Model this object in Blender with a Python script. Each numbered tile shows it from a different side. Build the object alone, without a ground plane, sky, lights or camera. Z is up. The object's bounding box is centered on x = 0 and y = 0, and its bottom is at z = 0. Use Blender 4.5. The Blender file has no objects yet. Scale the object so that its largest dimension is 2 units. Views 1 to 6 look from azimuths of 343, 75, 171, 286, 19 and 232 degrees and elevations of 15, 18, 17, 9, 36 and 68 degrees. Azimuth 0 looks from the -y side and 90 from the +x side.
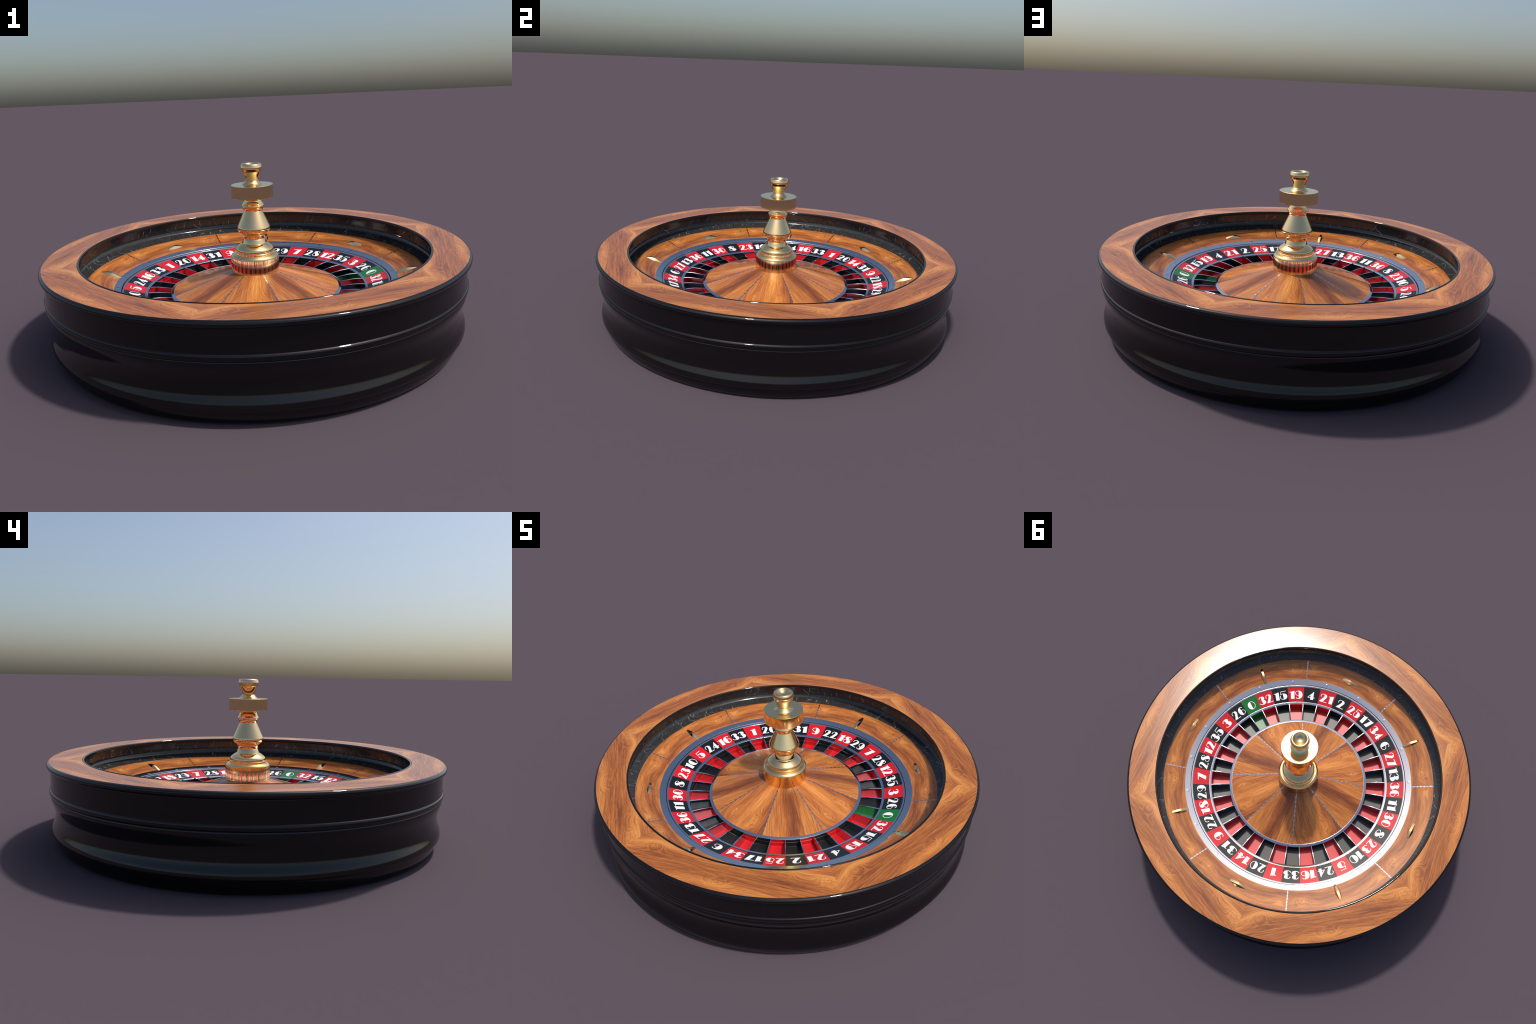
import bpy, bmesh, math, random
from mathutils import Vector, Matrix

random.seed(7)
PI = math.pi
RAD = math.radians

# ------------------------------------------------------------------ helpers
root = bpy.data.objects.new("roulette_wheel", None)
bpy.context.scene.collection.objects.link(root)
root["label"] = "wooden casino roulette wheel with black bowl and brass turret"
root["category"] = "roulette wheel"


def finish(bm, name, angle=32.0):
    bmesh.ops.recalc_face_normals(bm, faces=bm.faces[:])
    me = bpy.data.meshes.new(name)
    bm.to_mesh(me)
    bm.free()
    for p in me.polygons:
        p.use_smooth = True
    me.set_sharp_from_angle(angle=RAD(angle))
    return me


def add(name, mesh, mat=None, parent=None, rot=0.0, loc=None, wn=True):
    ob = bpy.data.objects.new(name, mesh)
    bpy.context.scene.collection.objects.link(ob)
    ob.parent = parent or root
    ob.rotation_euler = (0, 0, rot)
    if loc is not None:
        ob.location = loc
    if mat is not None:
        if len(mesh.materials) == 0:
            mesh.materials.append(None)
        ob.material_slots[0].link = 'OBJECT'
        ob.material_slots[0].material = mat
    if wn:
        mod = ob.modifiers.new("face_weighted_normals", 'WEIGHTED_NORMAL')
        mod.keep_sharp = True
        mod.weight = 70
    return ob


def lathe_bm(prof, seg=256, closed=False):
    """Turn a profile [(r, z)...] about the z axis; points with r=0 become poles."""
    bm = bmesh.new()
    rings = []
    for r, z in prof:
        if r < 1e-6:
            rings.append([bm.verts.new((0, 0, z))])
        else:
            rings.append([bm.verts.new((r * math.cos(2 * PI * i / seg), r * math.sin(2 * PI * i / seg), z))
                          for i in range(seg)])
    pairs = list(zip(rings[:-1], rings[1:]))
    if closed:
        pairs.append((rings[-1], rings[0]))
    for a, b in pairs:
        for i in range(seg):
            j = (i + 1) % seg
            if len(a) == 1 and len(b) == 1:
                continue
            if len(a) == 1:
                bm.faces.new((a[0], b[i], b[j]))
            elif len(b) == 1:
                bm.faces.new((a[i], b[0], a[j]))
            else:
                bm.faces.new((a[i], b[i], b[j], a[j]))
    return bm


def lathe(name, prof, seg=256, closed=False, angle=32.0):
    return finish(lathe_bm(prof, seg, closed), name, angle)


def sector(name, prof, a0, a1, n, angle=32.0):
    """Sweep a closed cross-section between two angles, with end caps."""
    bm = bmesh.new()
    rows = []
    for k in range(n + 1):
        a = a0 + (a1 - a0) * k / n
        rows.append([bm.verts.new((r * math.cos(a), r * math.sin(a), z)) for r, z in prof])
    m = len(prof)
    for k in range(n):
        for i in range(m):
            j = (i + 1) % m
            bm.faces.new((rows[k][i], rows[k][j], rows[k + 1][j], rows[k + 1][i]))
    bm.faces.new(rows[0])
    bm.faces.new(rows[-1][::-1])
    return finish(bm, name, angle)


def spline(pts, sub=4):
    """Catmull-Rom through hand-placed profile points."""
    out = []
    for i in range(len(pts) - 1):
        p0 = pts[max(i - 1, 0)]
        p1, p2 = pts[i], pts[i + 1]
        p3 = pts[min(i + 2, len(pts) - 1)]
        for k in range(sub):
            t = k / sub
            out.append(tuple(0.5 * ((2 * b) + (-a + c) * t + (2 * a - 5 * b + 4 * c - d) * t * t +
                                    (-a + 3 * b - 3 * c + d) * t ** 3)
                             for a, b, c, d in zip(p0, p1, p2, p3)))
    out.append(pts[-1])
    return out


def arc(cx, cz, rx, rz, d0, d1, n):
    return [(cx + rx * math.cos(RAD(d0 + (d1 - d0) * k / n)), cz + rz * math.sin(RAD(d0 + (d1 - d0) * k / n)))
            for k in range(n + 1)]


# ------------------------------------------------------------------ node helper
class NT:
    def __init__(self, name):
        self.mat = bpy.data.materials.new(name)
        self.mat.use_nodes = True
        self.t = self.mat.node_tree
        self.bsdf = next(n for n in self.t.nodes if n.type == 'BSDF_PRINCIPLED')

    def link(self, a, b):
        self.t.links.new(a, b)

    def node(self, kind, **kw):
        n = self.t.nodes.new(kind)
        for k, v in kw.items():
            setattr(n, k, v)
        return n

    def put(self, sock, v):
        if isinstance(v, bpy.types.NodeSocket):
            self.link(v, sock)
        else:
            sock.default_value = v

    def m(self, op, a, b=0.0, c=None, clamp=False):
        n = self.node('ShaderNodeMath', operation=op, use_clamp=clamp)
        self.put(n.inputs[0], a)
        self.put(n.inputs[1], b)
        if c is not None:
            self.put(n.inputs[2], c)
        return n.outputs[0]

    def xyz(self, x, y, z=0.0):
        n = self.node('ShaderNodeCombineXYZ')
        self.put(n.inputs[0], x)
        self.put(n.inputs[1], y)
        self.put(n.inputs[2], z)
        return n.outputs[0]

    def obj(self):
        tc = self.node('ShaderNodeTexCoord')
        s = self.node('ShaderNodeSeparateXYZ')
        self.link(tc.outputs['Object'], s.inputs[0])
        return tc.outputs['Object'], s.outputs[0], s.outputs[1], s.outputs[2]

    def noise(self, vec, scale=1.0, detail=3.0, rough=0.5, dist=0.0):
        n = self.node('ShaderNodeTexNoise')
        self.put(n.inputs['Vector'], vec)
        n.inputs['Scale'].default_value = scale
        n.inputs['Detail'].default_value = detail
        n.inputs['Roughness'].default_value = rough
        n.inputs['Distortion'].default_value = dist
        return n.outputs['Fac']

    def ramp(self, fac, stops, interp='LINEAR'):
        n = self.node('ShaderNodeValToRGB')
        n.color_ramp.interpolation = interp
        els = n.color_ramp.elements
        while len(els) < len(stops):
            els.new(0.5)
        for e, (p, c) in zip(els, stops):
            e.position = p
            e.color = (c[0], c[1], c[2], 1) if not isinstance(c, float) else (c, c, c, 1)
        self.put(n.inputs[0], fac)
        return n.outputs[0]

    def mix(self, fac, a, b, kind='MIX'):
        n = self.node('ShaderNodeMix', data_type='RGBA', blend_type=kind)
        self.put(n.inputs[0], fac)
        for s, v in ((n.inputs[6], a), (n.inputs[7], b)):
            if isinstance(v, tuple):
                s.default_value = (v[0], v[1], v[2], 1)
            else:
                self.link(v, s)
        return n.outputs[2]

    def set(self, **kw):
        for k, v in kw.items():
            s = self.bsdf.inputs[k.replace('_', ' ')]
            if isinstance(v, tuple):
                s.default_value = (v[0], v[1], v[2], 1)
            else:
                self.put(s, v)

    def bump(self, h, strength=0.1, dist=0.001):
        n = self.node('ShaderNodeBump')
        n.inputs['Strength'].default_value = strength
        n.inputs['Distance'].default_value = dist
        self.link(h, n.inputs['Height'])
        self.link(n.outputs[0], self.bsdf.inputs['Normal'])


# ------------------------------------------------------------------ materials
def wood(name, mode, knots, band=11.0, shift=0.0, rough=0.24, light=1.0, halo=0.10, dark_core=0.0, contrast=0.86,
         wander=0.040, fineness=1.0):
    """Figured veneer.  A scalar field runs across the grain; bumps in it close its
    contour lines into knots, and stretched noise read along the field gives the figure."""
    w = NT(name)
    _, x, y, z = w.obj()
    if mode == 'plank':                        # straight board, grain along local y
        along, across = y, x
    else:
        ang = w.m('ARCTAN2', y, x)
        rad = w.m('SQRT', w.m('ADD', w.m('MULTIPLY', x, x), w.m('MULTIPLY', y, y)))
        if mode == 'radial':                   # grain runs from hub to edge
            along = rad
            across = w.m('MULTIPLY', ang, w.m('ADD', w.m('MULTIPLY', rad, 0.6), 0.12))
        else:                                  # grain runs round the bowl
            along = w.m('MULTIPLY', ang, 0.74)
            across = rad
    mirrored = w.m('ABSOLUTE', along)                       # book-matched: tones meet at the mitres
    warp = w.noise(w.xyz(w.m('MULTIPLY', mirrored, 2.6), w.m('MULTIPLY', across, 7.0), shift), 1.0, 1.0, 0.4)
    f = w.m('ADD', across, w.m('MULTIPLY', w.m('SUBTRACT', warp, 0.5), wander))
    fine = w.noise(w.xyz(w.m('MULTIPLY', along, 30.0), w.m('MULTIPLY', across, 55.0), shift + 3), 1.0, 3.0, 0.6)
    f = w.m('ADD', f, w.m('MULTIPLY', w.m('SUBTRACT', fine, 0.5), 0.0075))
    glow = None
    swell = None
    for (ka, kc, wa, wc, amp) in knots:
        da = w.m('DIVIDE', w.m('SUBTRACT', along, ka), wa)
        dc = w.m('DIVIDE', w.m('SUBTRACT', across, kc), wc)
        # jitter the knot with the fine noise so its rings are not clean ellipses
        d2 = w.m('ADD', w.m('MULTIPLY', da, da), w.m('MULTIPLY', dc, dc))
        d2 = w.m('ADD', d2, w.m('MULTIPLY', w.m('SUBTRACT', fine, 0.5), 0.8))
        g = w.m('EXPONENT', w.m('MULTIPLY', d2, -1.0))
        ga = w.m('MULTIPLY', g, amp)
        swell = ga if swell is None else w.m('ADD', swell, ga)
        glow = g if glow is None else w.m('MAXIMUM', glow, g)
    fb = w.m('ADD', f, w.m('MULTIPLY', swell, 0.28))       # broad bands bend round a knot
    f = w.m('ADD', f, swell)                                # growth lines close into rings
    bands = w.noise(w.xyz(w.m('MULTIPLY', fb, band), w.m('MULTIPLY', mirrored, 1.7), shift + 7), 1.0, 1.0, 0.5)
    bands = w.m('ADD', bands, w.m('MULTIPLY', glow, halo))
    streak = w.noise(w.xyz(w.m('MULTIPLY', fb, 75.0 * fineness), w.m('MULTIPLY', along, 5.0), shift + 9), 1.0, 3.0, 0.65)
    lines = w.noise(w.xyz(w.m('MULTIPLY', f, 135.0 * fineness), w.m('MULTIPLY', along, 8.0), shift + 11), 1.0, 3.0, 0.65)
    hair = w.noise(w.xyz(w.m('MULTIPLY', f, 380.0), w.m('MULTIPLY', along, 22.0), shift + 17), 1.0, 2.0, 0.6)
    v = w.m('ADD', 0.565 - 0.5 * contrast, w.m('MULTIPLY', bands, contrast))
    if dark_core:                                            # darker heart down the middle of a gore
        q = w.m('DIVIDE', fb, 0.045)
        core = w.m('EXPONENT', w.m('MULTIPLY', w.m('MULTIPLY', q, q), -1.0))
        v = w.m('ADD', v, w.m('MULTIPLY', w.m('SUBTRACT', 0.45, core), dark_core))
    v = w.m('ADD', v, w.m('MULTIPLY', w.m('SUBTRACT', streak, 0.5), 0.46))
    v = w.m('ADD', v, w.m('MULTIPLY', w.m('SUBTRACT', lines, 0.5), 0.56))
    v = w.m('ADD', v, w.m('MULTIPLY', w.m('SUBTRACT', hair, 0.5), 0.26))
    rings = w.m('SINE', w.m('MULTIPLY', w.m('ADD', f, w.m('MULTIPLY', w.m('SUBTRACT', lines, 0.5), 0.006)), 560.0))
    v = w.m('ADD', v, w.m('MULTIPLY', w.m('MULTIPLY', rings, glow), 0.055))
    L = light
    col = w.ramp(v, [(0.30, (0.153 * L, 0.045 * L, 0.0142 * L)), (0.46, (0.282 * L, 0.085 * L, 0.0228 * L)),
                     (0.60, (0.426 * L, 0.145 * L, 0.0351 * L)), (0.74, (0.564 * L, 0.221 * L, 0.0531 * L)),
                     (0.92, (0.683 * L, 0.315 * L, 0.0930 * L))])
    # pores and flecks
    pore = w.noise(w.xyz(w.m('MULTIPLY', f, 330.0), w.m('MULTIPLY', along, 42.0), shift + 23), 1.0, 1.0, 0.5)
    fleck = w.ramp(pore, [(0.68, 0.0), (0.78, 0.55)])
    col = w.mix(fleck, col, (0.13 * L, 0.04 * L, 0.014 * L))
    w.set(Base_Color=col, Roughness=rough)
    w.bsdf.inputs['Specular IOR Level'].default_value = 0.42
    return w.mat


def lacquer(name, base, rough, spec=0.5):
    w = NT(name)
    w.set(Base_Color=base, Roughness=rough)
    w.bsdf.inputs['Specular IOR Level'].default_value = spec
    return w.mat


def metal(name, base, rough, grain=0.0):
    w = NT(name)
    w.set(Base_Color=base, Metallic=1.0)
    if grain:
        o, x, y, z = w.obj()
        n = w.noise(o, 260.0, 3.0, 0.6)
        r = w.m('ADD', rough, w.m('MULTIPLY', w.m('SUBTRACT', n, 0.5), grain))
        w.set(Roughness=r)
    else:
        w.set(Roughness=rough)
    return w.mat


def marble_black(name):
    """Polished black ball track with thin pale scratches."""
    w = NT(name)
    o, x, y, z = w.obj()
    ang = w.m('MULTIPLY', w.m('ARCTAN2', y, x), 0.83)
    t = w.m('ADD', z, w.m('SQRT', w.m('ADD', w.m('MULTIPLY', x, x), w.m('MULTIPLY', y, y))))
    p = w.xyz(w.m('MULTIPLY', ang, 14.0), w.m('MULTIPLY', t, 9.0), 0.0)
    hits = None
    for i, (fa, skew, ft) in enumerate(((150.0, 70.0, 11.0), (140.0, -120.0, 12.0), (170.0, 10.0, 16.0))):
        bend = w.m('MULTIPLY', w.noise(p, 1.5, 1.0, 0.5), 9.0)
        u = w.m('ADD', w.m('ADD', w.m('MULTIPLY', ang, fa), w.m('MULTIPLY', t, skew)), bend)
        n = w.noise(w.xyz(u, w.m('MULTIPLY', t, ft), 5.0 * i), 1.0, 1.0, 0.5)
        k = w.ramp(n, [(0.695, 0.0), (0.760, 1.0)])
        hits = k if hits is None else w.m('MAXIMUM', hits, k)
    thin = hits
    mask = w.ramp(w.noise(p, 1.2, 1.0, 0.5), [(0.38, 0.0), (0.52, 1.0)])
    fac = w.m('MULTIPLY', thin, mask)
    cloud = w.noise(p, 3.0, 4.0, 0.6)
    base = w.ramp(cloud, [(0.3, (0.022, 0.022, 0.022)), (0.75, (0.038, 0.038, 0.037))])
    col = w.mix(fac, base, (0.36, 0.37, 0.38))
    w.set(Base_Color=col, Roughness=0.09)
    return w.mat


RIM_KNOTS = [(-0.355, 0.800, 0.055, 0.034, 0.075), (0.438, 0.800, 0.060, 0.030, 0.070),
             (-0.015, 0.950, 0.060, 0.026, -0.055), (0.245, 0.812, 0.050, 0.026, 0.045)]
MAT_RIM = wood("figured_rim_veneer", 'plank', RIM_KNOTS, band=13.0, shift=1.3, contrast=0.66, halo=0.06, wander=0.028, fineness=1.35)
MAT_APRON = wood("figured_apron_veneer", 'ring', [(-0.205, 0.738, 0.052, 0.030, 0.060), (0.255, 0.75, 0.05, 0.03, 0.03)],
                 band=13.0, shift=5.1, halo=0.07, contrast=0.9, fineness=1.2)
MAT_CONE_KNOT = wood("figured_cone_veneer", 'radial', [(0.345, 0.075, 0.055, 0.028, -0.055), (0.345, -0.075, 0.055, 0.028, 0.055)],
                     band=10.0, shift=2.6, halo=0.18, contrast=0.95, fineness=1.25, light=1.14)
MAT_CONE_PLAIN = wood("straight_cone_veneer", 'radial', [(0.50, 0.0, 0.10, 0.05, 0.02)], band=12.0, shift=9.2, dark_core=0.28, contrast=0.65, fineness=1.25, light=1.0)
MAT_BLACK = lacquer("black_piano_lacquer", (0.0035, 0.003, 0.0035), 0.035)
MAT_TRACK = marble_black("black_marbled_track")
MAT_SILVER = metal("brushed_silver", (0.53, 0.55, 0.60), 0.11, 0.07)  # base colour darkened to hold down sun glare on the ring
MAT_CHROME = metal("polished_silver", (0.56, 0.58, 0.63), 0.10, 0.05)  # lowered below true silver so dividers and rims reflect less brightly
MAT_GOLD = metal("polished_brass", (1.0, 0.72, 0.36), 0.09)
MAT_RED = lacquer("red_enamel", (0.56, 0.0075, 0.0135), 0.22)
MAT_INK = lacquer("black_enamel", (0.0065, 0.0068, 0.0075), 0.22)
MAT_GREEN = lacquer("green_enamel", (0.010, 0.145, 0.022), 0.22)
POCKET_MATS = {"red": lacquer("red_pocket_enamel", (0.56, 0.0075, 0.0135), 0.42, 0.55),
               "black": lacquer("black_pocket_enamel", (0.0065, 0.0068, 0.0075), 0.42, 0.55),
               "green": lacquer("green_pocket_enamel", (0.010, 0.145, 0.022), 0.42, 0.55)}
MAT_WHITE = lacquer("white_numeral_paint", (0.92, 0.92, 0.92), 0.30)
MAT_DARK = lacquer("dark_gap", (0.004, 0.004, 0.004), 0.5)

# ------------------------------------------------------------------ bowl body
lip = [(0.9873, 0.4020), (0.9873, 0.4050), (0.9905, 0.4040), (0.9940, 0.4023), (0.9970, 0.3997), (0.9990, 0.3965),
       (1.0, 0.3925), (0.9997, 0.3883), (0.9976, 0.3830), (0.9945, 0.3788), (0.9908, 0.3762), (0.9875, 0.3750)]
wall = [(0.9842, 0.3746), (0.9832, 0.3734), (0.9836, 0.3718), (0.9832, 0.345), (0.9836, 0.310), (0.9846, 0.2860),
        (0.9850, 0.2805)]
bead2 = spline([(0.9860, 0.2795), (0.9890, 0.2768), (0.9908, 0.2710), (0.9906, 0.2640), (0.9884, 0.2568), (0.9854, 0.2535)], 3)
ogee = spline([(0.9840, 0.2515), (0.9850, 0.2488), (0.9856, 0.2440), (0.9846, 0.2360), (0.9814, 0.2250), (0.9764, 0.2100),
               (0.9710, 0.1940), (0.9676, 0.1780), (0.9663, 0.1630), (0.9668, 0.1470), (0.9684, 0.1320), (0.9716, 0.1190), (0.9764, 0.1060),
               (0.9808, 0.0950), (0.9834, 0.0850), (0.9844, 0.0760), (0.9838, 0.0690), (0.9815, 0.0645), (0.9775, 0.0618),
               (0.9735, 0.0603), (0.9712, 0.0597)], 3)
foot = spline([(0.9703, 0.0588), (0.9698, 0.0540), (0.9680, 0.0430), (0.9640, 0.0290), (0.9582, 0.0160), (0.9500, 0.0055), (0.9390, 0.0)], 3)
inner = [(0.0, 0.0), (0.0, 0.10), (0.62, 0.10), (0.80, 0.235), (0.872, 0.280), (0.876, 0.380)]
add("bowl_body", lathe("bowl_body", spline(lip, 3) + wall + bead2 + ogee + foot + inner, 320, closed=True, angle=40), MAT_BLACK)

# ------------------------------------------------------------------ rim veneer: six mitred boards
rim_sec = [(0.8352, 0.4050), (0.87, 0.4054), (0.91, 0.4056), (0.95, 0.4056), (0.9873, 0.4053), (0.9873, 0.3925), (0.8352, 0.3925)]
rim_mesh = sector("rim_board", rim_sec, RAD(-30), RAD(30), 56)
for k in range(6):
    add("rim_board", rim_mesh, MAT_RIM, rot=RAD(30 + 60 * k))

bead = arc(0.8296, 0.3990, 0.0062, 0.0088, 0, 360, 20)[:-1]
add("rim_bead", lathe("rim_bead", bead, 320, closed=True), MAT_BLACK)

# ball track: near-vertical wall, cove, then slope down to the apron
track = [(0.8300, 0.3890), (0.8618, 0.3885), (0.8622, 0.3600), (0.8620, 0.3460)] + \
    spline([(0.8618, 0.3400), (0.8604, 0.3295), (0.8562, 0.3180), (0.8500, 0.3110), (0.8440, 0.3068)], 5) + \
    [(0.8380, 0.3040), (0.8250, 0.2984), (0.8087, 0.2917), (0.8087, 0.2780), (0.8700, 0.2780), (0.8700, 0.3920), (0.8300, 0.3920)]
add("ball_track", lathe("ball_track", track, 320, closed=True, angle=40), MAT_TRACK)

# ------------------------------------------------------------------ wooden apron, eight panels with beaded inlays
def z_apron(r):
    return 0.2525 + (r - 0.6852) * (0.2915 - 0.2525) / (0.8086 - 0.6852)

ap = [(r, z_apron(r)) for r in (0.683, 0.72, 0.76, 0.79, 0.8087)]
ap_sec = ap + [(0.8087, 0.262), (0.683, 0.226)]
ap_mesh = sector("apron_panel", ap_sec, RAD(-22.5), RAD(22.5), 44)
for k in range(8):
    add("apron_panel", ap_mesh, MAT_APRON, rot=RAD(22.5 + 45 * k))


def inlay(name, r0, r1, zf, d0, step, half=0.0015, dot=0.0046, proud=0.0007):
    """Metal inlay: a thin strip with round studs threaded along it."""
    bm = bmesh.new()
    n = 12
    top, bot = [], []
    for k in range(n + 1):
        r = r0 + (r1 - r0) * k / n
        z = zf(r)
        top.append((bm.verts.new((r, -half, z + proud)), bm.verts.new((r, half, z + proud))))
        bot.append((bm.verts.new((r, -half, z - 0.003)), bm.verts.new((r, half, z - 0.003))))
    for k in range(n):
        bm.faces.new((top[k][0], top[k + 1][0], top[k + 1][1], top[k][1]))
        bm.faces.new((top[k][0], bot[k][0], bot[k + 1][0], top[k + 1][0]))
        bm.faces.new((top[k][1], top[k + 1][1], bot[k + 1][1], bot[k][1]))
    r = d0
    slope = (zf(r1) - zf(r0)) / (r1 - r0)
    while r < max(r0, r1) - 0.002:
        ring = []
        for h, s in ((-0.003, 1.0), (proud * 1.2, 1.0), (proud * 1.5, 0.90)):
            ring.append([bm.verts.new((r + s * dot * math.cos(a), s * dot * math.sin(a),
                                       zf(r) + slope * s * dot * math.cos(a) + h))
                         for a in (2 * PI * i / 14 for i in range(14))])
        for lo, hi in zip(ring[:-1], ring[1:]):
            for i in range(14):
                j = (i + 1) % 14
                bm.faces.new((lo[i], lo[j], hi[j], hi[i]))
        bm.faces.new(ring[-1])
        r += step
    return finish(bm, name, 40)


ap_inlay = inlay("apron_inlay", 0.6840, 0.8080, z_apron, 0.7000, 0.0183)
for k in range(8):
    add("apron_inlay", ap_inlay, MAT_SILVER, rot=RAD(45 * k))

# ------------------------------------------------------------------ ball deflectors (brass canoes)
def deflector(name, half=0.0515, width=0.0064, belly=0.0162, height=0.0130):
    bm = bmesh.new()
    n = 24
    rows = []
    for k in range(n + 1):
        t = -1 + 2 * k / n
        s = 1 - abs(t) ** 1.5
        h = height * s
        wb = width + (belly - width) * s
        x = half * t
        pts = [(-wb, -0.004), (-wb, 0.0003), (-(width + 0.0008 * s), h - 0.0006 * s), (-width * 0.86, h),
               (width * 0.86, h), (width + 0.0008 * s, h - 0.0006 * s), (wb, 0.0003), (wb, -0.004)]
        rows.append([bm.verts.new((x, p, q + (0.0004 if 0 < i < 7 else 0))) for i, (p, q) in enumerate(pts)])
    for a, b in zip(rows[:-1], rows[1:]):
        for i in range(8):
            j = (i + 1) % 8
            bm.faces.new((a[i], a[j], b[j], b[i]))
    bm.faces.new(rows[0])
    bm.faces.new(rows[-1][::-1])
    return finish(bm, name, 25)


def_mesh = deflector("deflector")
tilt = math.atan2(0.2915 - 0.2525, 0.8086 - 0.6852)
for k in range(8):
    a = RAD(22.5 + 45 * k)
    radial = (k % 2 == 1)
    rc = 0.7300 if radial else 0.7370
    ob = add("deflector", def_mesh, MAT_GOLD)
    fr = Matrix.Rotation(a, 4, 'Z') @ Matrix.Translation((rc, 0, z_apron(rc))) @ Matrix.Rotation(-tilt, 4, 'Y')
    if not radial:
        fr = fr @ Matrix.Rotation(PI / 2, 4, 'Z')
    ob.matrix_local = fr

# ------------------------------------------------------------------ fixed silver ring with rivets
def z_ring(r):
    return 0.2432 + (r - 0.6515) * (0.2528 - 0.2432) / (0.6855 - 0.6515)

ring_sec = [(0.6855, 0.2300), (0.6855, 0.2526), (0.6850, z_ring(0.6850) + 0.0006), (0.6700, z_ring(0.67) + 0.0005),
            (0.6528, z_ring(0.6528) + 0.0004), (0.6518, 0.2428), (0.6512, 0.2405), (0.6512, 0.2000), (0.6700, 0.2000)]
add("apron_ring", lathe("apron_ring", ring_sec, 320, closed=True), MAT_SILVER)
ringob = bpy.data.objects["apron_ring"]
rv = lathe("rivet", [(0.0, 0.0005), (0.0076, 0.0005), (0.0088, 0.0003), (0.0096, -0.0003), (0.0097, -0.002)], 24)
for k in range(19):
    a = RAD(0.4 + 360.0 / 19 * k)
    ob = add("rivet", rv, MAT_SILVER, parent=ringob)
    ob.matrix_local = Matrix.Rotation(a, 4, 'Z') @ Matrix.Translation((0.6685, 0, z_ring(0.6685) + 0.0003)) @ \
        Matrix.Rotation(-math.atan2(0.0096, 0.034), 4, 'Y')

# dark slot between the fixed ring and the turning rotor
add("rotor_gap", lathe("rotor_gap", [(0.645, 0.2180), (0.653, 0.2180), (0.653, 0.1900), (0.645, 0.1900)], 192, closed=True), MAT_DARK)

# ------------------------------------------------------------------ rotor
rr = [(0.6398, 0.2200), (0.6398, 0.2358), (0.6404, 0.2370), (0.6412, 0.2376), (0.6476, 0.2395), (0.6486, 0.2394), (0.6491, 0.2384), (0.6492, 0.2000), (0.6398, 0.2000)]
add("rotor_rim", lathe("rotor_rim", rr, 320, closed=True), MAT_CHROME)
# raised bead between numbers and pockets
pr = [(0.5445, 0.1950), (0.5445, 0.2072), (0.5438, 0.2082), (0.5426, 0.2084), (0.5320, 0.2053), (0.5306, 0.2044), (0.5299, 0.2030), (0.5298, 0.1960), (0.5310, 0.1950)]
add("pocket_ring", lathe("pocket_ring", pr, 320, closed=True), MAT_CHROME)
# silver band round the foot of the cone
cr = [(0.4045, 0.1900), (0.4045, 0.2010), (0.4050, 0.2018), (0.4058, 0.2020), (0.4186, 0.1983), (0.4199, 0.1974), (0.4204, 0.1960), (0.4203, 0.1930), (0.4160, 0.1920)]
add("cone_ring", lathe("cone_ring", cr, 256, closed=True), MAT_CHROME)


def z_plate(r):
    return 0.2058 + (r - 0.5442) * (0.2345 - 0.2058) / (0.6400 - 0.5442)


STEP = RAD(360.0 / 37)
A0 = RAD(350.06)
NUMBERS = [0, 32, 15, 19, 4, 21, 2, 25, 17, 34, 6, 27, 13, 36, 11, 30, 8, 23, 10, 5, 24, 16, 33, 1, 20, 14, 31, 9,
           22, 18, 29, 7, 28, 12, 35, 3, 26]

plate_sec = [(0.5440, z_plate(0.5440)), (0.5920, z_plate(0.5920)), (0.6402, z_plate(0.6402)), (0.6402, 0.2050), (0.5440, 0.1900)]
plate_mesh = sector("number_plate", plate_sec, -STEP / 2, STEP / 2, 8)

# pocket: two coloured walls with a seam groove, and a floor
pk = [(0.4175, 0.1965), (0.4168, 0.1760), (0.4180, 0.1752), (0.4185, 0.1738), (0.4180, 0.1724), (0.4178, 0.1540), (0.4190, 0.1512),
      (0.4220, 0.1500), (0.5240, 0.1500), (0.5272, 0.1512), (0.5284, 0.1545), (0.5282, 0.1728), (0.5277, 0.1742), (0.5282, 0.1756),
      (0.5296, 0.1764), (0.5300, 0.2000), (0.5400, 0.2000), (0.5400, 0.1400), (0.4080, 0.1400), (0.4080, 0.1965)]
pocket_mesh = sector("pocket", pk, -STEP / 2, STEP / 2, 8, 40)


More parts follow.
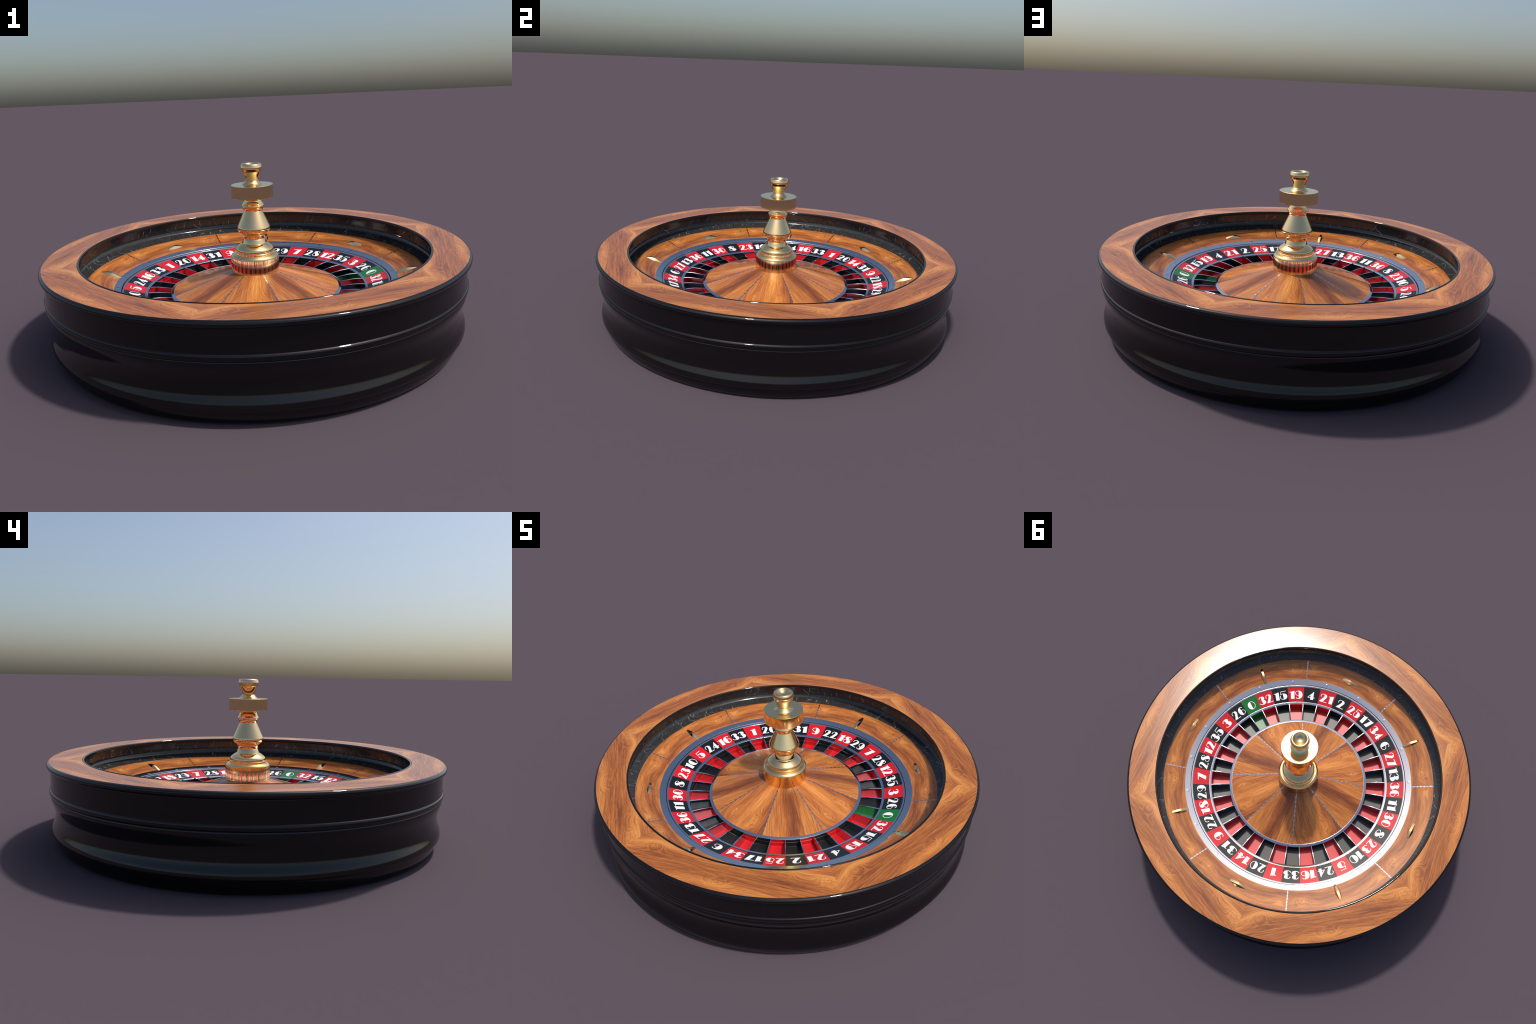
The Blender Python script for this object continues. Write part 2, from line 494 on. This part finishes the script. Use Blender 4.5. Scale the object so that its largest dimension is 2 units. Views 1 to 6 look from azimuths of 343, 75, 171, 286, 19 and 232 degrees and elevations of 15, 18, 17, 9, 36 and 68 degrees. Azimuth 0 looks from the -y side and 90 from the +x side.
def fret(name):
    """Thin silver divider, a little thicker and higher at its knee."""
    bm = bmesh.new()
    st = [(0.4165, 0.1975, 0.0020), (0.4400, 0.2010, 0.0022), (0.4680, 0.2050, 0.0026), (0.4800, 0.2070, 0.0036), (0.4880, 0.2074, 0.0034),
          (0.5080, 0.2080, 0.0033), (0.5320, 0.2082, 0.0034)]
    rows = []
    for r, z, h in st:
        rows.append([bm.verts.new((r, -h * 0.8, 0.148)), bm.verts.new((r, -h, z - 0.0022)), bm.verts.new((r, -h * 0.6, z - 0.0004)),
                     bm.verts.new((r, 0, z)), bm.verts.new((r, h * 0.6, z - 0.0004)), bm.verts.new((r, h, z - 0.0022)),
                     bm.verts.new((r, h * 0.8, 0.148))])
    for a, b in zip(rows[:-1], rows[1:]):
        for i in range(7):
            j = (i + 1) % 7
            bm.faces.new((a[i], a[j], b[j], b[i]))
    bm.faces.new(rows[0])
    bm.faces.new(rows[-1][::-1])
    return finish(bm, name, 28)


fret_mesh = fret("pocket_divider")

# ------------------------------------------------------------------ numerals, art-deco fat-face, built from strokes
def ell(cx, cy, rx, ry, d0, d1, n=18):
    return [(cx + rx * math.cos(RAD(d0 + (d1 - d0) * k / n)), cy + ry * math.sin(RAD(d0 + (d1 - d0) * k / n))) for k in range(n + 1)]


def stroke(pts, w0, w1=None):
    """Ribbon round a centre line -> polygon."""
    w1 = w0 if w1 is None else w1
    L, R = [], []
    for i, (x, y) in enumerate(pts):
        a, b = pts[max(i - 1, 0)], pts[min(i + 1, len(pts) - 1)]
        dx, dy = b[0] - a[0], b[1] - a[1]
        d = math.hypot(dx, dy) or 1.0
        h = 0.5 * (w0 + (w1 - w0) * i / (len(pts) - 1))
        L.append((x - dy / d * h, y + dx / d * h))
        R.append((x + dy / d * h, y - dx / d * h))
    return L + R[::-1]


T = 0.056
SIX = [ell(0.47, 0.5, 0.47, 0.5, 88, 272, 26), stroke(ell(0.47, 0.86, 0.32, 0.115, 95, -12, 12), T, 0.085),
       stroke(ell(0.47, 0.31, 0.43, 0.285, -95, 128, 24), T)]
GLYPH = {
    '0': (0.95, [ell(0.47, 0.5, 0.47, 0.5, 90, 270, 26), stroke(ell(0.46, 0.5, 0.46, 0.47, -93, 93, 26), T)]),
    '1': (0.62, [[(0.18, 0.0), (0.62, 0.0), (0.62, 1.0), (0.57, 0.985), (0.30, 0.895), (0.02, 0.862), (0.0, 0.80), (0.04, 0.795), (0.18, 0.80)]]),
    '2': (0.95, [[(0.38, 0.99), (0.50, 1.0), (0.64, 0.985), (0.76, 0.93), (0.83, 0.83), (0.84, 0.72), (0.80, 0.60), (0.71, 0.44), (0.59, 0.25),
                  (0.51, 0.09), (0.50, 0.03), (0.50, 0.0), (0.0, 0.0), (0.20, 0.27), (0.40, 0.55), (0.48, 0.72), (0.49, 0.84), (0.46, 0.93)],
                 stroke(ell(0.36, 0.74, 0.29, 0.235, 80, 215, 18), T, 0.075), [(0.45, 0.0), (0.92, 0.0), (0.95, 0.09), (0.89, 0.105), (0.80, 0.065), (0.48, 0.06)]]),
    '3': (0.92, [[(0.40, 1.0), (0.52, 0.995)] + ell(0.52, 0.765, 0.31, 0.235, 80, -52, 14) + [(0.66, 0.545)] + ell(0.52, 0.285, 0.40, 0.285, 62, -90, 18)
                 + [(0.45, 0.0), (0.40, 0.42), (0.38, 0.70), (0.36, 0.97)],
                 stroke(ell(0.36, 0.74, 0.30, 0.225, 78, 176, 12), T, 0.09), stroke([(0.24, 0.52), (0.45, 0.545)], 0.055),
                 stroke(ell(0.42, 0.24, 0.40, 0.205, -82, -178, 12), T, 0.085)]),
    '4': (0.93, [[(0.74, 1.0), (0.74, 0.0), (0.36, 0.0), (0.36, 0.60), (0.70, 1.0)], stroke([(0.40, 0.635), (0.02, 0.265)], 0.075),
                 stroke([(0.0, 0.255), (0.40, 0.255)], 0.06), stroke([(0.72, 0.255), (0.90, 0.245)], 0.06, 0.085)]),
    '5': (0.92, [ell(0.45, 0.375, 0.47, 0.375, -90, 90, 24) + [(0.42, 0.74), (0.42, 0.0)], stroke(ell(0.45, 0.345, 0.42, 0.315, -88, -212, 20), T, 0.075),
                 stroke(ell(0.44, 0.60, 0.34, 0.125, 92, 172, 10), T), stroke([(0.115, 0.615), (0.20, 1.03)], 0.058), stroke([(0.18, 1.0), (0.80, 1.0), (0.82, 1.05)], 0.058)]),
    '6': (0.92, SIX),
    '7': (0.90, [[(0.50, 0.90), (0.46, 0.84), (0.14, 0.0), (0.60, 0.0), (0.90, 0.95), (0.90, 1.0), (0.74, 0.975)], [(0.0, 0.90), (0.0, 0.84), (0.54, 0.845), (0.78, 0.98)]]),
    '8': (0.93, [[(0.46, 1.0)] + ell(0.44, 0.765, 0.38, 0.235, 92, 222, 14) + [(0.34, 0.46), (0.46, 0.22), (0.50, 0.0)] + ell(0.50, 0.275, 0.43, 0.275, -88, 46, 16)
                 + [(0.63, 0.60), (0.48, 0.84)],
                 stroke(ell(0.46, 0.765, 0.36, 0.207, 92, -58, 18), T), stroke(ell(0.46, 0.275, 0.43, 0.247, -88, -238, 20), T)]),
}
GLYPH['9'] = (0.92, [[(0.92 - x, 1.0 - y) for x, y in poly] for poly in SIX])


def numeral(text, height=0.0515, limit=0.0890, rc=0.5905):
    """Extruded digits lying on the sloping plate; every stroke sits a hair above the last."""
    gap = 0.10
    width = sum(GLYPH[c][0] for c in text) + gap * (len(text) - 1)
    sx = min(height, limit / width)
    bm = bmesh.new()
    x0 = -0.5 * width
    tier = 0
    for c in text:
        w, polys = GLYPH[c]
        for poly in polys:
            tier += 1
            lift = 0.0002 + 0.00004 * tier
            lo, hi = [], []
            for px, py in poly:
                lat = -(x0 + px) * sx                 # reading direction is clockwise
                r = rc + (py - 0.5) * height
                rr_ = math.hypot(r, lat)
                z = z_plate(rr_)
                lo.append(bm.verts.new((r, lat, z - 0.0008)))
                hi.append(bm.verts.new((r, lat, z + lift)))
            m = len(poly)
            face = bm.faces.new(hi)
            for i in range(m):
                j = (i + 1) % m
                bm.faces.new((hi[i], lo[i], lo[j], hi[j]))
            bmesh.ops.triangulate(bm, faces=[face])
        x0 += w + gap
    bmesh.ops.recalc_face_normals(bm, faces=bm.faces[:])
    me = bpy.data.meshes.new("numeral")
    bm.to_mesh(me)
    bm.free()
    return me


for k, num in enumerate(NUMBERS):
    a = A0 - STEP * k
    mat = MAT_GREEN if num == 0 else (MAT_RED if k % 2 == 1 else MAT_INK)
    plate = add("number_plate", plate_mesh, mat, rot=a)
    add("numeral", numeral(str(num)), MAT_WHITE, parent=plate, wn=False)
    add("pocket", pocket_mesh, POCKET_MATS["green" if num == 0 else ("red" if k % 2 == 1 else "black")], rot=a)
    add("pocket_divider", fret_mesh, MAT_CHROME, rot=a + STEP / 2)

# ------------------------------------------------------------------ cone, eight veneered gores with beaded inlays
def z_cone(r):
    return 0.2007 + (0.4050 - r) * (0.2850 - 0.2007) / (0.4050 - 0.1170)

cone_sec = [(r, z_cone(r)) for r in (0.4050, 0.34, 0.27, 0.20, 0.10)] + [(0.10, 0.24), (0.4050, 0.18)]
cone_mesh = sector("cone_panel", cone_sec, RAD(-22.5), RAD(22.5), 32)
for k in range(8):
    add("cone_panel", cone_mesh, MAT_CONE_KNOT if k % 2 else MAT_CONE_PLAIN, rot=RAD(22.5 + 45 * k))
cone_inlay = inlay("cone_inlay", 0.1100, 0.4046, z_cone, 0.1380, 0.0268, half=0.0016, dot=0.0050)
for k in range(8):
    add("cone_inlay", cone_inlay, MAT_SILVER, rot=RAD(45 * k))

# ------------------------------------------------------------------ brass turret
hub = [(0.0, 0.250), (0.1165, 0.250), (0.1172, 0.2560), (0.1174, 0.3540), (0.1166, 0.3585), (0.1140, 0.3622), (0.1075, 0.3680),
       (0.1055, 0.3690), (0.1010, 0.3688), (0.0990, 0.3674), (0.0980, 0.3668), (0.0, 0.3668)]
add("turret_hub", lathe("turret_hub", hub, 128), MAT_GOLD)
foot_p = [(0.0, 0.3660), (0.0960, 0.3660), (0.0960, 0.3785), (0.0948, 0.3798), (0.0926, 0.3802)] + \
    spline([(0.0925, 0.3805), (0.0938, 0.3860), (0.0932, 0.3930), (0.0905, 0.3990), (0.0850, 0.4045), (0.0760, 0.4115), (0.0680, 0.4170), (0.0600, 0.4210)], 3) + \
    spline([(0.0592, 0.4222), (0.0562, 0.4310), (0.0530, 0.4390), (0.0505, 0.4435)], 3) + [(0.0495, 0.4445), (0.0, 0.4445)]
add("turret_foot", lathe("turret_foot", foot_p, 128), MAT_GOLD)
col_p = [(0.0, 0.4430), (0.0490, 0.4430), (0.0512, 0.4446)] + \
    spline([(0.0520, 0.4462), (0.0542, 0.4540), (0.0556, 0.4600), (0.0558, 0.4632)], 3) + \
    spline([(0.0566, 0.4648), (0.0640, 0.4705), (0.0710, 0.4760), (0.0768, 0.4815)], 3) + \
    spline([(0.0775, 0.4835), (0.0797, 0.4905), (0.0800, 0.4960), (0.0792, 0.5010)], 3) + \
    [(0.0770, 0.5064), (0.0600, 0.5432), (0.0440, 0.5780)] + \
    spline([(0.0442, 0.5792), (0.0470, 0.5850), (0.0490, 0.5912), (0.0494, 0.5940)], 3) + \
    spline([(0.0505, 0.5950), (0.0536, 0.5990), (0.0549, 0.6030), (0.0538, 0.6065), (0.0500, 0.6140), (0.0466, 0.6230), (0.0446, 0.6310), (0.0440, 0.6335)], 4) + \
    [(0.0415, 0.6345), (0.0408, 0.6390), (0.0420, 0.6440), (0.0, 0.6440)]
add("turret_column", lathe("turret_column", col_p, 128), MAT_GOLD)
disc = [(0.0, 0.6430), (0.0985, 0.6430), (0.0998, 0.6440), (0.1000, 0.6458), (0.1003, 0.7012), (0.0999, 0.7026), (0.0988, 0.7034), (0.0, 0.7034)]
add("turret_disc", lathe("turret_disc", disc, 160), MAT_GOLD)
fin = [(0.0, 0.7020), (0.0500, 0.7030)] + \
    spline([(0.0498, 0.7038), (0.0455, 0.7068), (0.0400, 0.7120), (0.0355, 0.7172), (0.0318, 0.7215)], 3) + \
    [(0.0312, 0.7222), (0.0318, 0.7231)] + spline([(0.0326, 0.7243), (0.0343, 0.7340), (0.0367, 0.7440), (0.0398, 0.7540), (0.0430, 0.7625)], 3) + \
    [(0.0434, 0.7634), (0.0466, 0.7644), (0.0483, 0.7657), (0.0492, 0.7700), (0.0503, 0.7772)] + \
    spline([(0.0508, 0.7782), (0.0518, 0.7812), (0.0521, 0.7846), (0.0516, 0.7872), (0.0502, 0.7930), (0.0480, 0.7985), (0.0446, 0.8018), (0.0408, 0.8026),
            (0.0374, 0.8016), (0.0346, 0.7990), (0.0310, 0.7940), (0.0253, 0.7880), (0.0176, 0.7828), (0.0088, 0.7800), (0.0, 0.7792)], 3)
add("turret_finial", lathe("turret_finial", fin, 128), MAT_GOLD)
